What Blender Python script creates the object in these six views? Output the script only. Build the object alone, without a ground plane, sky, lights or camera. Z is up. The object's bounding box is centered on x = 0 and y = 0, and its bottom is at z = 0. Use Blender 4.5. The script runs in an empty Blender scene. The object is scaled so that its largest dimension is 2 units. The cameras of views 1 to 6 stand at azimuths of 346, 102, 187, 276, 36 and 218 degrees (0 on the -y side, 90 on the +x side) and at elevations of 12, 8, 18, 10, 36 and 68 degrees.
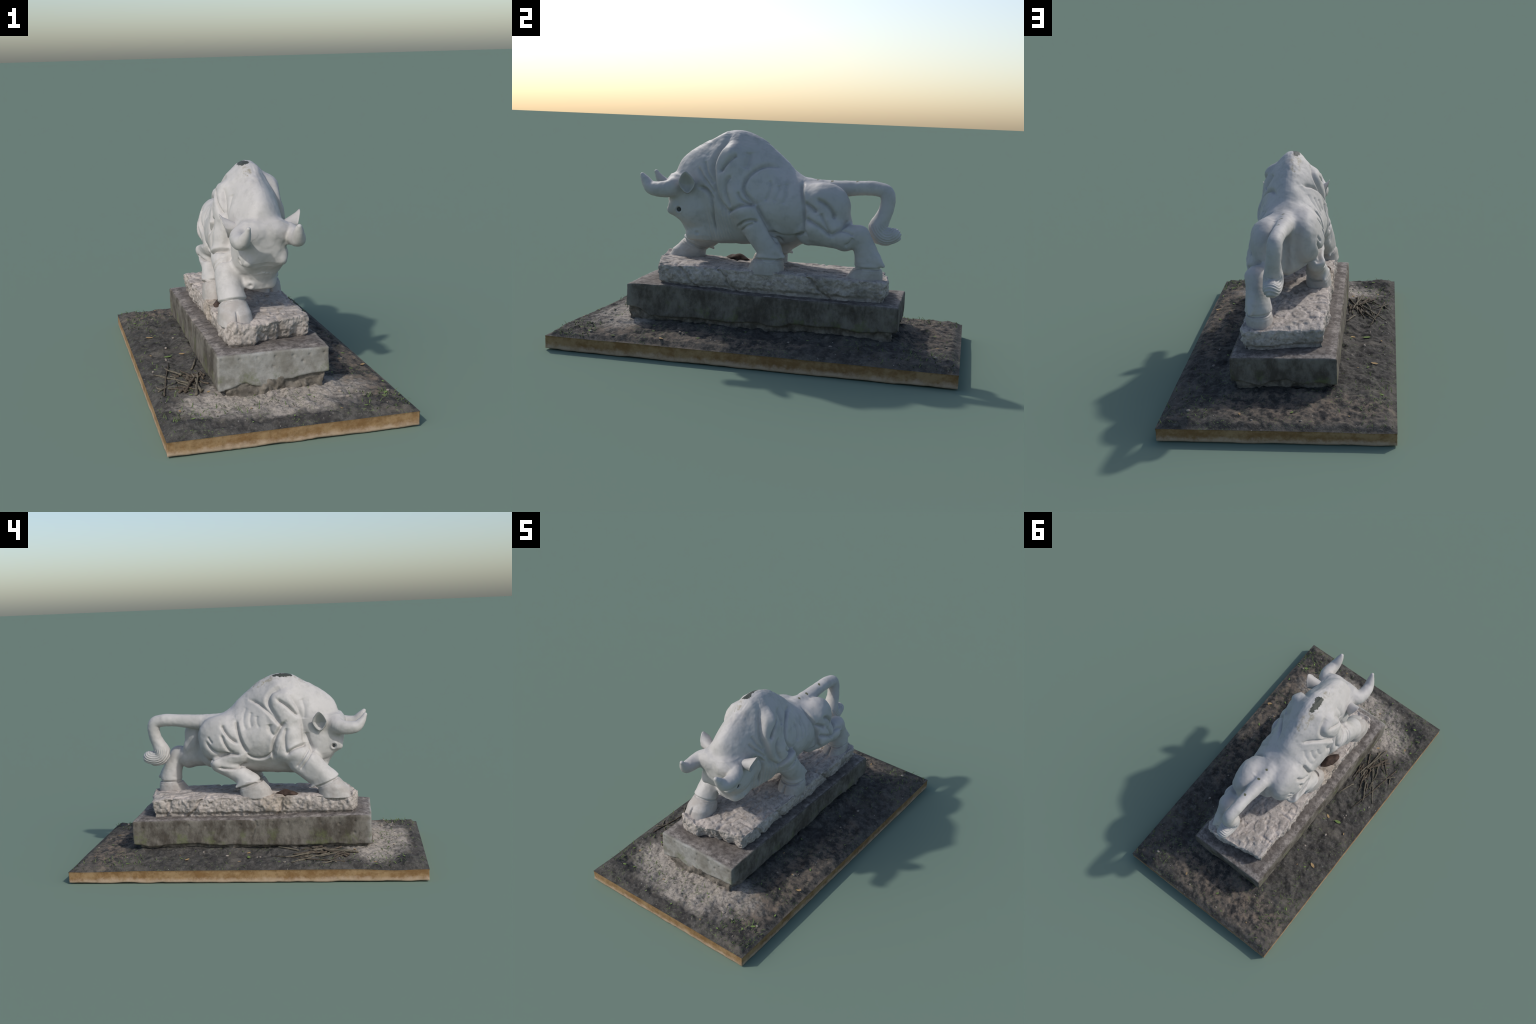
# Charging stone bull on a rough rock slab, a concrete plinth and a patch of soil.
# Everything is modelled from named parts: implicit muscle/limb volumes blended into one
# skin, then creased along sculpted fold lines; rough blocks from noise-displaced prisms.
import bpy, math, random
import numpy as np

SEED = 7
rng = np.random.default_rng(SEED)
random.seed(SEED)
F = np.float32

# ----------------------------------------------------------------------------- noise
_perm = np.random.default_rng(11).random((64, 64, 64)).astype(F)

def noise3(p):
    """smooth value noise in 0..1 on points (N,3)"""
    i = np.floor(p).astype(np.int32)
    f = (p - i).astype(F)
    f = f * f * (3 - 2 * f)
    i &= 63
    j = (i + 1) & 63
    x0, y0, z0 = i.T
    x1, y1, z1 = j.T
    fx, fy, fz = f.T
    P = _perm
    a = P[x0, y0, z0] * (1 - fx) + P[x1, y0, z0] * fx
    b = P[x0, y1, z0] * (1 - fx) + P[x1, y1, z0] * fx
    c = P[x0, y0, z1] * (1 - fx) + P[x1, y0, z1] * fx
    d = P[x0, y1, z1] * (1 - fx) + P[x1, y1, z1] * fx
    return (a * (1 - fy) + b * fy) * (1 - fz) + (c * (1 - fy) + d * fy) * fz

def fbm(p, octaves=4, gain=0.5):
    """fractal noise, roughly -1..1"""
    out = np.zeros(len(p), F)
    amp, tot = 1.0, 0.0
    q = p.astype(F)
    for k in range(octaves):
        out += amp * (noise3(q + 17.3 * k) * 2 - 1)
        tot += amp
        q = q * 2.03
        amp *= gain
    return out / tot * 1.6

def smooth(a, b, x):
    t = np.clip((x - a) / (b - a), 0, 1)
    return t * t * (3 - 2 * t)

# ----------------------------------------------------------------------------- implicit field
class Field:
    """signed distance sampled on a box; volumes are blended in one at a time"""
    def __init__(s, lo, hi, h):
        s.lo = np.array(lo, F); s.h = h
        s.n = np.ceil((np.array(hi) - s.lo) / h).astype(int) + 1
        s.d = np.full(s.n, 0.2, F)
        s.part = np.zeros(s.n, np.int8)
        s.best = np.full(s.n, 9.0, F)
    def window(s, lo, hi):
        a = np.clip(np.floor((np.array(lo) - s.lo) / s.h).astype(int), 0, s.n)
        b = np.clip(np.ceil((np.array(hi) - s.lo) / s.h).astype(int) + 1, 0, s.n)
        sl = tuple(slice(a[k], b[k]) for k in range(3))
        ax = [s.lo[k] + s.h * np.arange(a[k], b[k], dtype=F) for k in range(3)]
        return sl, ax[0][:, None, None], ax[1][None, :, None], ax[2][None, None, :]
    def add(s, fn, lo, hi, k, part):
        pad = k + 0.03
        sl, X, Y, Z = s.window(np.array(lo) - pad, np.array(hi) + pad)
        d = fn(X, Y, Z).astype(F)
        o = s.d[sl]
        t = np.maximum(k - np.abs(o - d), 0) / max(k, 1e-6)
        s.d[sl] = np.minimum(o, d) - t * t * k * 0.25
        m = d < s.best[sl]
        s.best[sl] = np.where(m, d, s.best[sl])
        s.part[sl] = np.where(m, part, s.part[sl])
    def carve(s, fn, lo, hi, k):
        pad = k + 0.02
        sl, X, Y, Z = s.window(np.array(lo) - pad, np.array(hi) + pad)
        d = -fn(X, Y, Z).astype(F)
        o = s.d[sl]
        t = np.maximum(k - np.abs(o - d), 0) / max(k, 1e-6)
        s.d[sl] = np.maximum(o, d) + t * t * k * 0.25
    # -- volumes
    def cone(s, p, q, r0, r1, part, k=0.03, flat=1.0):
        """round cone; flat<1 squeezes it along x"""
        p = np.array(p, F); q = np.array(q, F); R = max(r0, r1)
        def fn(X, Y, Z):
            v = q - p
            L = v[0] ** 2 + v[1] ** 2 + v[2] ** 2
            t = np.clip(((X - p[0]) * v[0] + (Y - p[1]) * v[1] + (Z - p[2]) * v[2]) / L, 0, 1)
            dx = (X - p[0] - t * v[0]) / flat
            return np.sqrt(dx ** 2 + (Y - p[1] - t * v[1]) ** 2 + (Z - p[2] - t * v[2]) ** 2) - (r0 + (r1 - r0) * t)
        s.add(fn, np.minimum(p, q) - R, np.maximum(p, q) + R, k, part)
    def chain(s, pts, part, k=0.03, sub=5):
        """smooth tapering tube through (x, y, z, radius) points"""
        P = np.array(pts, float); C = []
        E = np.vstack([2 * P[0] - P[1], P, 2 * P[-1] - P[-2]])
        for i in range(1, len(E) - 2):
            for t in np.linspace(0, 1, sub, endpoint=False):
                C.append(0.5 * (2 * E[i] + (E[i + 1] - E[i - 1]) * t + (2 * E[i - 1] - 5 * E[i] + 4 * E[i + 1] - E[i + 2]) * t * t
                                + (3 * E[i] - E[i - 1] - 3 * E[i + 1] + E[i + 2]) * t ** 3))
        C = np.array(C + [P[-1]])
        def fn(X, Y, Z):
            d = 9.0
            for a, b in zip(C[:-1], C[1:]):
                v = b[:3] - a[:3]; L = max(v @ v, 1e-9)
                t = np.clip(((X - a[0]) * v[0] + (Y - a[1]) * v[1] + (Z - a[2]) * v[2]) / L, 0, 1)
                e = np.sqrt((X - a[0] - t * v[0]) ** 2 + (Y - a[1] - t * v[1]) ** 2 + (Z - a[2] - t * v[2]) ** 2) - (a[3] + (b[3] - a[3]) * t)
                d = np.minimum(d, e)
            return d
        R = P[:, 3].max()
        s.add(fn, P[:, :3].min(0) - R, P[:, :3].max(0) + R, k, part)
    def ball(s, c, r, part, k=0.03, tilt=0.0):
        """ellipsoid, tilted about the x axis"""
        ca, sa = math.cos(tilt), math.sin(tilt)
        def fn(X, Y, Z):
            y = (Y - c[1]) * ca + (Z - c[2]) * sa
            z = -(Y - c[1]) * sa + (Z - c[2]) * ca
            x = X - c[0]
            k0 = np.sqrt((x / r[0]) ** 2 + (y / r[1]) ** 2 + (z / r[2]) ** 2)
            k1 = np.sqrt((x / r[0] ** 2) ** 2 + (y / r[1] ** 2) ** 2 + (z / r[2] ** 2) ** 2)
            return k0 * (k0 - 1) / np.maximum(k1, 1e-5)
        m = max(r)
        s.add(fn, np.array(c) - m, np.array(c) + m, k, part)
    def stack(s, rows, part, k=0.02, power=2.4):
        """horizontal superellipse sections: rows of (z, cx, cy, hx, hy)"""
        rows = sorted(rows); T = np.array(rows, F)
        def fn(X, Y, Z):
            z = np.clip(Z[0, 0], T[0, 0], T[-1, 0])
            g = [np.interp(z, T[:, 0], T[:, c])[None, None, :] for c in (1, 2, 3, 4)]
            rho = (np.abs((X - g[0]) / g[2]) ** power + np.abs((Y - g[1]) / g[3]) ** power) ** (1 / power)
            d = (rho - 1) * np.minimum(g[2], g[3])
            e = np.maximum(T[0, 0] - Z, Z - T[-1, 0])
            return np.maximum(d, e + 0 * d)
        lo = [(T[:, 1] - T[:, 3]).min(), (T[:, 2] - T[:, 4]).min(), T[0, 0]]
        hi = [(T[:, 1] + T[:, 3]).max(), (T[:, 2] + T[:, 4]).max(), T[-1, 0]]
        s.add(fn, lo, hi, k, part)
    def loft(s, stations, part, k=0.03):
        """body lofted along y through closed half sections (z, half width), as polar radii"""
        A = np.linspace(0, math.pi, 49)
        ys, zc, R = [], [], []
        for y, prof in stations:
            z = np.array([a for a, b in prof]); w = np.array([b for a, b in prof])
            zm = 0.5 * (z[0] + z[-1])
            u = np.linspace(0, 1, 200)
            kn = np.concatenate([[0], np.cumsum(np.hypot(np.diff(z), np.diff(w)))]); kn /= kn[-1]
            zz = np.interp(u, kn, z) - zm; ww = np.interp(u, kn, w)
            th = np.arctan2(ww, zz); rr = np.hypot(ww, zz)
            o = np.argsort(th)
            r = np.interp(A, th[o], rr[o])
            for _ in range(2):   # round the control polygon a little
                e = np.concatenate([[r[1]], r, [r[-2]]])
                r = 0.25 * e[:-2] + 0.5 * r + 0.25 * e[2:]
            ys.append(y); zc.append(zm); R.append(r)
        ys = np.array(ys); R = np.array(R)
        def tangents(V):
            m = np.zeros_like(V); dy = np.diff(ys)
            sl = np.diff(V, axis=0) / (dy[:, None] if V.ndim > 1 else dy)
            m[0], m[-1] = sl[0], sl[-1]
            m[1:-1] = np.where(sl[:-1] * sl[1:] > 0, 2 * sl[:-1] * sl[1:] / (sl[:-1] + sl[1:] + 1e-9 * np.sign(sl[:-1] + sl[1:] + 1e-12)), 0)
            return m
        zc = np.array(zc); mz = tangents(zc); mR = tangents(R)
        def herm(V, M, i, t, dy):
            sh = (slice(None),) + (None,) * (V.ndim - 1)
            t_, d_ = t[sh], dy[sh]
            return ((2*t_**3-3*t_**2+1)*V[i] + (t_**3-2*t_**2+t_)*d_*M[i] + (-2*t_**3+3*t_**2)*V[i+1] + (t_**3-t_**2)*d_*M[i+1])
        def fn(X, Y, Z):
            y = np.clip(Y[0, :, 0], ys[0], ys[-1])
            i = np.clip(np.searchsorted(ys, y) - 1, 0, len(ys) - 2)
            dy = ys[i + 1] - ys[i]; t = (y - ys[i]) / dy
            c = herm(zc, mz, i, t, dy).astype(F); rad = herm(R, mR, i, t, dy).astype(F)
            x = np.abs(X + 0 * Y + 0 * Z); z = Z - c[None, :, None] + 0 * x
            a = np.arctan2(x, z) / math.pi * 48
            a0 = np.clip(a.astype(np.int32), 0, 47); fa = a - a0
            j = np.broadcast_to(np.arange(len(y))[None, :, None], a.shape)
            r = rad[j, a0] * (1 - fa) + rad[j, a0 + 1] * fa
            d = np.hypot(x, z) - r
            g = np.gradient(d, s.h)
            d = d / np.clip(np.sqrt(g[0] ** 2 + g[1] ** 2 + g[2] ** 2), 1.0, 4.0)
            e = np.maximum(ys[0] - Y, Y - ys[-1])
            return np.maximum(d, e + 0 * d)
        s.add(fn, [-0.22, ys[0], 0.48], [0.22, ys[-1], 1.13], k, part)
    # -- surface
    def sample(s, p):
        q = (p - s.lo) / s.h
        i = np.clip(np.floor(q).astype(int), 0, s.n - 2); f = q - i
        v = 0
        for a in (0, 1):
            for b in (0, 1):
                for c in (0, 1):
                    w = (f[:, 0] if a else 1 - f[:, 0]) * (f[:, 1] if b else 1 - f[:, 1]) * (f[:, 2] if c else 1 - f[:, 2])
                    v = v + w * s.d[i[:, 0] + a, i[:, 1] + b, i[:, 2] + c]
        return v
    def label(s, p):
        i = np.clip(np.rint((p - s.lo) / s.h).astype(int), 0, s.n - 1)
        return s.part[i[:, 0], i[:, 1], i[:, 2]]
    def surface(s):
        """dual contour: one vertex per crossed cell, one quad per crossed edge"""
        d = s.d; neg = d < 0
        n = s.n - 1
        cnt = np.zeros(n, np.int8)
        for a in (0, 1):
            for b in (0, 1):
                for c in (0, 1):
                    cnt += neg[a:a + n[0], b:b + n[1], c:c + n[2]]
        act = (cnt > 0) & (cnt < 8)
        cells = np.argwhere(act)
        idx = np.full(n, -1, np.int32); idx[act] = np.arange(len(cells))
        acc = np.zeros((len(cells), 3)); num = np.zeros(len(cells))
        corner = [(a, b, c) for a in (0, 1) for b in (0, 1) for c in (0, 1)]
        for p in corner:
            for ax in range(3):
                if p[ax]: continue
                q = list(p); q[ax] = 1
                va = d[cells[:, 0] + p[0], cells[:, 1] + p[1], cells[:, 2] + p[2]]
                vb = d[cells[:, 0] + q[0], cells[:, 1] + q[1], cells[:, 2] + q[2]]
                m = (va < 0) != (vb < 0)
                t = np.where(m, va / np.where(m, va - vb, 1), 0)
                pos = np.array(p, float) + np.outer(t, np.eye(3)[ax])
                acc[m] += pos[m]; num[m] += 1
        V = s.lo + s.h * (cells + acc / num[:, None])
        Q = []
        for ax in range(3):
            u, v = [(1, 2), (2, 0), (0, 1)][ax]
            sl0 = [slice(None)] * 3; sl1 = [slice(None)] * 3
            sl0[ax] = slice(0, -1); sl1[ax] = slice(1, None)
            a, b = neg[tuple(sl0)], neg[tuple(sl1)]
            e = np.argwhere(a != b)
            ok = (e[:, u] > 0) & (e[:, v] > 0) & (e[:, u] < n[u]) & (e[:, v] < n[v])
            e = e[ok]
            inside = a[e[:, 0], e[:, 1], e[:, 2]]
            def at(du, dv):
                g = e.copy(); g[:, u] -= du; g[:, v] -= dv
                return idx[g[:, 0], g[:, 1], g[:, 2]]
            q = np.stack([at(1, 1), at(0, 1), at(0, 0), at(1, 0)], 1)
            q[~inside] = q[~inside][:, ::-1]
            Q.append(q)
        return V, np.concatenate(Q)

def vertex_normals(V, Q):
    a, b, c, d = (V[Q[:, k]] for k in range(4))
    fn = np.cross(c - a, d - b)
    N = np.zeros_like(V)
    for k in range(4):
        for ax in range(3):
            N[:, ax] += np.bincount(Q[:, k], fn[:, ax], len(V))
    return N / np.maximum(np.linalg.norm(N, axis=1), 1e-9)[:, None]

def relax(V, Q, n, amount=0.5):
    E = np.concatenate([Q[:, [0, 1]], Q[:, [1, 2]], Q[:, [2, 3]], Q[:, [3, 0]]])
    deg = np.bincount(E[:, 0], minlength=len(V)) + np.bincount(E[:, 1], minlength=len(V))
    for _ in range(n):
        A = np.zeros_like(V)
        for ax in range(3):
            A[:, ax] = np.bincount(E[:, 0], V[E[:, 1], ax], len(V)) + np.bincount(E[:, 1], V[E[:, 0], ax], len(V))
        V = V + amount * (A / np.maximum(deg, 1)[:, None] - V)
    return V

def mesh_object(name, V, faces, mat, parent, smooth_shade=True, normals=None):
    me = bpy.data.meshes.new(name)
    V = np.asarray(V, F)
    if isinstance(faces, np.ndarray):
        me.vertices.add(len(V)); me.vertices.foreach_set("co", V.ravel())
        k = faces.shape[1]
        me.loops.add(faces.size); me.loops.foreach_set("vertex_index", faces.astype(np.int32).ravel())
        me.polygons.add(len(faces))
        me.polygons.foreach_set("loop_start", np.arange(0, faces.size, k, dtype=np.int32))
        me.update(calc_edges=True); me.validate()
    else:
        me.from_pydata([tuple(v) for v in V.tolist()], [], faces); me.update()
    me.polygons.foreach_set("use_smooth", np.full(len(me.polygons), smooth_shade))
    if normals is not None:
        me.normals_split_custom_set_from_vertices(normals.tolist())
    for m in (mat if isinstance(mat, (list, tuple)) else [mat]):
        me.materials.append(m)
    ob = bpy.data.objects.new(name, me)
    bpy.context.scene.collection.objects.link(ob)
    ob.parent = parent
    return ob

# ----------------------------------------------------------------------------- materials
class Mat:
    """small helper to write node trees as expressions"""
    def __init__(s, name, rough=0.8):
        s.m = bpy.data.materials.new(name); s.m.use_nodes = True
        s.t = s.m.node_tree; s.N = s.t.nodes; s.L = s.t.links
        s.b = s.N["Principled BSDF"]; s.b.inputs["Roughness"].default_value = rough
        s.b.inputs["Specular IOR Level"].default_value = 0.25
        s.co = s.N.new("ShaderNodeTexCoord").outputs["Object"]
        sep = s.N.new("ShaderNodeSeparateXYZ"); s.L.new(s.co, sep.inputs[0])
        s.x, s.y, s.z = sep.outputs
    def put(s, sock, v):
        if hasattr(v, "links"): s.L.new(v, sock)
        elif isinstance(v, (tuple, list)) and len(v) == 3 and sock.type == "RGBA": sock.default_value = (*v, 1)
        else: sock.default_value = v
    def noise(s, scale, detail=4, rough=0.55, stretch=None, offset=None):
        n = s.N.new("ShaderNodeTexNoise"); src = s.co
        if stretch or offset:
            mp = s.N.new("ShaderNodeMapping"); s.L.new(src, mp.inputs[0])
            if stretch: mp.inputs["Scale"].default_value = stretch
            if offset: mp.inputs["Location"].default_value = offset
            src = mp.outputs[0]
        s.L.new(src, n.inputs["Vector"])
        n.inputs["Scale"].default_value = scale; n.inputs["Detail"].default_value = detail
        n.inputs["Roughness"].default_value = rough
        return n.outputs["Fac"]
    def cells(s, scale, stretch=None):
        n = s.N.new("ShaderNodeTexVoronoi"); src = s.co
        if stretch:
            mp = s.N.new("ShaderNodeMapping"); s.L.new(src, mp.inputs[0]); mp.inputs["Scale"].default_value = stretch
            src = mp.outputs[0]
        s.L.new(src, n.inputs["Vector"]); n.inputs["Scale"].default_value = scale
        return n.outputs["Distance"]
    def step(s, v, a, b, lo=0.0, hi=1.0):
        n = s.N.new("ShaderNodeMapRange"); n.interpolation_type = "SMOOTHSTEP"
        s.put(n.inputs["Value"], v)
        for k, q in zip(("From Min", "From Max", "To Min", "To Max"), (a, b, lo, hi)): s.put(n.inputs[k], q)
        return n.outputs[0]
    def math(s, op, a, b=0.0):
        n = s.N.new("ShaderNodeMath"); n.operation = op
        s.put(n.inputs[0], a); s.put(n.inputs[1], b)
        return n.outputs[0]
    def mul(s, a, b): return s.math("MULTIPLY", a, b)
    def add(s, a, b): return s.math("ADD", a, b)
    def sub(s, a, b): return s.math("SUBTRACT", a, b)
    def mx(s, a, b): return s.math("MAXIMUM", a, b)
    def mn(s, a, b): return s.math("MINIMUM", a, b)
    def mix(s, fac, a, b, mode="MIX"):
        n = s.N.new("ShaderNodeMix"); n.data_type = "RGBA"; n.blend_type = mode
        s.put(n.inputs["Factor"], fac)
        s.put(n.inputs[6], a); s.put(n.inputs[7], b)
        return n.outputs[2]
    def bump(s, h, strength=0.3, dist=0.004):
        n = s.N.new("ShaderNodeBump"); n.inputs["Strength"].default_value = strength
        n.inputs["Distance"].default_value = dist; s.L.new(h, n.inputs["Height"])
        s.L.new(n.outputs[0], s.b.inputs["Normal"])
    def done(s, colour):
        s.put(s.b.inputs["Base Color"], colour)
        return s.m
    def blob(s, cx, cy, cz, rx, ry, rz, edge=0.35, warp=None):
        """1 inside an ellipsoid, 0 outside, with a noisy edge"""
        q = [s.math("POWER", s.math("ABSOLUTE", s.mul(s.sub(a, c), 1.0 / r)), 2.0) for a, c, r in ((s.x, cx, rx), (s.y, cy, ry), (s.z, cz, rz))]
        v = s.add(s.add(q[0], q[1]), q[2])
        if warp is not None: v = s.add(v, warp)
        return s.step(v, 1.0 - edge, 1.0 + edge, 1.0, 0.0)

def marble_material(name="weathered_marble", tint=(0.475, 0.457, 0.440), hoof=False):
    m = Mat(name, 0.56)
    m.b.inputs["Specular IOR Level"].default_value = 0.3
    big = m.noise(5.0, 5, 0.6); fine = m.noise(70, 4, 0.7); mid = m.noise(18, 5, 0.65)
    c = m.mix(m.step(big, 0.35, 0.7), tint, tuple(v * k for v, k in zip(tint, (0.90, 0.90, 0.895))))
    c = m.mix(m.mul(m.step(mid, 0.46, 0.72), 0.5), c, (0.33, 0.32, 0.305))
    c = m.mix(m.mul(m.step(fine, 0.55, 0.8), 0.3), c, (0.30, 0.295, 0.285))
    streak = m.noise(14, 5, 0.6, stretch=(1.0, 1.0, 0.18), offset=(3, 1, 0))
    c = m.mix(m.mul(m.step(streak, 0.56, 0.75), 0.28), c, (0.33, 0.315, 0.29))
    if hoof:
        c = m.mix(m.mul(m.step(mid, 0.3, 0.6), 0.6), c, (0.33, 0.295, 0.265))
    else:
        # dark patch painted where the scan's hump crest is cut off, and moss stains trailing from it
        jag = m.mul(m.sub(m.noise(26, 3, 0.7), 0.5), 2.2)
        scan_gap = m.blob(-0.024, -0.205, 1.10, 0.027, 0.060, 0.022, 0.08, m.mul(jag, 1.5))
        trail = m.mul(m.blob(-0.026, -0.10, 1.06, 0.03, 0.17, 0.06, 0.5, jag), m.step(m.noise(30, 4, 0.7), 0.46, 0.62))
        trail2 = m.mul(m.blob(-0.02, -0.31, 1.07, 0.02, 0.055, 0.03, 0.5, jag), m.step(m.noise(40, 4, 0.7), 0.45, 0.6))
        c = m.mix(m.mul(m.mx(trail, trail2), 0.75), c, (0.26, 0.235, 0.17))
        c = m.mix(scan_gap, c, (0.05, 0.055, 0.045))
        # lichen spots on top of the tail and rump
        for (sy, sz) in ((0.435, 0.874), (0.306, 0.867), (0.231, 0.870)):
            c = m.mix(m.blob(0.014, sy, sz, 0.010, 0.008, 0.012, 0.2, m.mul(m.sub(m.noise(90, 3, 0.7), 0.5), 5.0)), c, (0.13, 0.13, 0.075))
    m.bump(m.add(fine, m.mul(mid, 2.0)), 0.12, 0.003)
    return m.done(c)

def plain(name, col, var=0.3, scale=30, rough=0.85):
    m = Mat(name, rough)
    n = m.noise(scale, 4, 0.65)
    c = m.mix(m.step(n, 0.3, 0.7), tuple(v * (1 - var) for v in col), tuple(min(1, v * (1 + var)) for v in col))
    m.bump(n, 0.3, 0.003)
    return m.done(c)

def rock_material():
    m = Mat("chiselled_stone", 0.85)
    n1 = m.noise(9, 6, 0.65); n2 = m.noise(45, 5, 0.7); n3 = m.noise(3.0, 4, 0.6)
    c = m.mix(m.step(n2, 0.35, 0.68), (0.50, 0.445, 0.405), (0.34, 0.305, 0.28))
    c = m.mix(m.mul(m.step(n1, 0.46, 0.66), 0.65), c, (0.20, 0.18, 0.16))
    side = m.step(m.z, 0.385, 0.30)             # darker towards the bottom of the flanks
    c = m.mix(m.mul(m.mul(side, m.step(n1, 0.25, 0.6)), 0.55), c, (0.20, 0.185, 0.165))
    c = m.mix(m.mul(m.blob(-0.19, -0.15, 0.39, 0.05, 0.10, 0.09, 0.5, m.sub(n1, 0.5)), 0.28), c, (0.38, 0.29, 0.185))
    c = m.mix(m.mul(m.step(n3, 0.55, 0.75), 0.25), c, (0.27, 0.275, 0.24))
    spots = m.step(m.noise(34, 3, 0.6, stretch=(1.3, 0.8, 1), offset=(5, 2, 3)), 0.53, 0.66)
    c = m.mix(m.mul(spots, 0.6), c, (0.19, 0.165, 0.145))
    m.bump(m.add(n2, m.mul(n1, 2)), 0.6, 0.006)
    return m.done(c)

def concrete_material():
    m = Mat("old_concrete", 0.9)
    n1 = m.noise(7, 6, 0.65); n2 = m.noise(60, 4, 0.7); st = m.noise(11, 6, 0.7, stretch=(1, 1, 0.6))
    n3 = m.noise(16, 5, 0.7)
    dark = m.mix(m.step(st, 0.35, 0.65), (0.066, 0.056, 0.045), (0.175, 0.160, 0.136))
    pale = m.mix(m.step(n1, 0.35, 0.65), (0.335, 0.33, 0.31), (0.20, 0.19, 0.165))
    front = m.step(m.add(m.y, m.mul(m.sub(n3, 0.5), 0.08)), -0.662, -0.702)   # washed, lichen-free end
    c = m.mix(front, dark, pale)
    # mortar bed on top: pale smears over dark mortar
    top = m.step(m.add(m.z, m.mul(m.sub(n1, 0.5), 0.012)), 0.268, 0.278)
    bed = m.mix(m.step(m.noise(26, 6, 0.75), 0.36, 0.66), (0.095, 0.083, 0.076), (0.29, 0.262, 0.238))
    gap_shade = m.mul(m.step(m.add(m.math("ABSOLUTE", m.add(m.x, 0.003)), m.mul(m.sub(n3, 0.5), 0.04)), 0.238, 0.222), m.step(m.add(m.math("ABSOLUTE", m.y), m.mul(m.sub(n3, 0.5), 0.06)), 0.665, 0.64))  # shade of the gap under the rock, painted into the mortar
    bed = m.mix(m.mul(gap_shade, 0.5), bed, (0.075, 0.064, 0.058))
    inset = m.mx(m.step(m.math("ABSOLUTE", m.add(m.x, 0.014)), 0.254, 0.248), 0.0)
    inset = m.mul(inset, m.step(m.math("ABSOLUTE", m.y), 0.690, 0.681))
    c = m.mix(m.mul(top, inset), c, bed)
    c = m.mix(m.mul(m.step(n2, 0.55, 0.75), 0.4), c, (0.11, 0.105, 0.095))
    moss = m.mul(m.step(m.noise(7.5, 5, 0.75, offset=(2, 5, 1)), 0.50, 0.64), m.step(m.z, 0.25, 0.19))
    c = m.mix(m.mul(moss, 0.55), c, (0.115, 0.135, 0.05))
    m.bump(m.add(n2, n3), 0.35, 0.004)
    return m.done(c)

def soil_material():
    m = Mat("trodden_soil", 0.95)
    n1 = m.noise(7, 6, 0.65); n2 = m.noise(55, 5, 0.75); n3 = m.noise(22, 5, 0.7); n0 = m.noise(2.6, 4, 0.6)
    c = m.mix(m.step(n3, 0.35, 0.68), (0.036, 0.034, 0.031), (0.095, 0.089, 0.080))
    c = m.mix(m.mul(m.step(n2, 0.5, 0.72), 0.6), c, (0.165, 0.155, 0.140))
    c = m.mix(m.mul(m.step(n1, 0.48, 0.66), 0.55), c, (0.030, 0.027, 0.027))
    c = m.mix(m.mul(m.step(m.noise(4, 5, 0.65, offset=(8, 1, 2)), 0.52, 0.64), 0.4), c, (0.135, 0.12, 0.10))
    # pale sandy patch in front of the plinth
    warp = m.mul(m.sub(n1, 0.5), 2.4)
    sand = m.blob(-0.02, -0.72, 0.10, 0.42, 0.20, 0.4, 0.5, warp)
    c = m.mix(m.mul(sand, m.step(n2, 0.25, 0.6)), c, (0.34, 0.305, 0.265))
    # brown leaf litter on the right and at the back
    litter = m.blob(0.44, -0.35, 0.10, 0.13, 0.55, 0.5, 0.6, warp)
    litter = m.mx(litter, m.blob(-0.1, 0.82, 0.10, 0.45, 0.14, 0.5, 0.6, warp))
    c = m.mix(m.mul(m.mul(litter, m.step(n3, 0.42, 0.62)), 0.75), c, (0.185, 0.145, 0.11))
    # green specks of moss and weeds
    green = m.mul(m.step(m.noise(85, 3, 0.6, offset=(7, 3, 1)), 0.58, 0.68), m.step(m.noise(5.5, 3, 0.6, offset=(1, 9, 4)), 0.46, 0.6))
    c = m.mix(m.mul(green, 0.8), c, (0.13, 0.175, 0.065))
    # tiny pale chips and lilac petals by the sand
    chip = m.step(m.cells(58), 0.12, 0.06)
    c = m.mix(m.mul(m.mul(chip, sand), m.step(n0, 0.4, 0.6)), c, (0.42, 0.32, 0.42))
    c = m.mix(m.mul(m.step(m.cells(33), 0.085, 0.05), m.step(n1, 0.5, 0.56)), c, (0.40, 0.38, 0.35))
    m.bump(m.add(n2, m.mul(n3, 2)), 0.6, 0.008)
    return m.done(c)

def earth_material():
    m = Mat("cut_earth", 0.95)
    n1 = m.noise(9, 5, 0.7, stretch=(1, 1, 1.3)); n2 = m.noise(38, 4, 0.7); n3 = m.noise(21, 4, 0.7, offset=(4, 2, 7))
    c = m.mix(m.step(n1, 0.36, 0.62), (0.20, 0.112, 0.045), (0.31, 0.205, 0.105))
    c = m.mix(m.mul(m.step(n2, 0.5, 0.7), 0.5), c, (0.15, 0.085, 0.035))
    low = m.step(m.add(m.z, m.mul(m.sub(n3, 0.5), 0.06)), 0.036, 0.006)        # pale subsoil layer
    c = m.mix(m.mul(low, 0.8), c, (0.47, 0.355, 0.26))
    c = m.mix(m.step(m.add(m.z, m.mul(m.sub(n2, 0.5), 0.02)), 0.060, 0.071, 0, 0.6), c, (0.13, 0.085, 0.04))
    m.bump(n2, 0.3, 0.003)
    return m.done(c)

# ----------------------------------------------------------------------------- the bull
TORSO, HEAD, FORE_L, FORE_R, HIND_L, HIND_R, TAIL, HORN_L, HORN_R, HOOF_FL, HOOF_FR, HOOF_BL, HOOF_BR = range(13)

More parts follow.
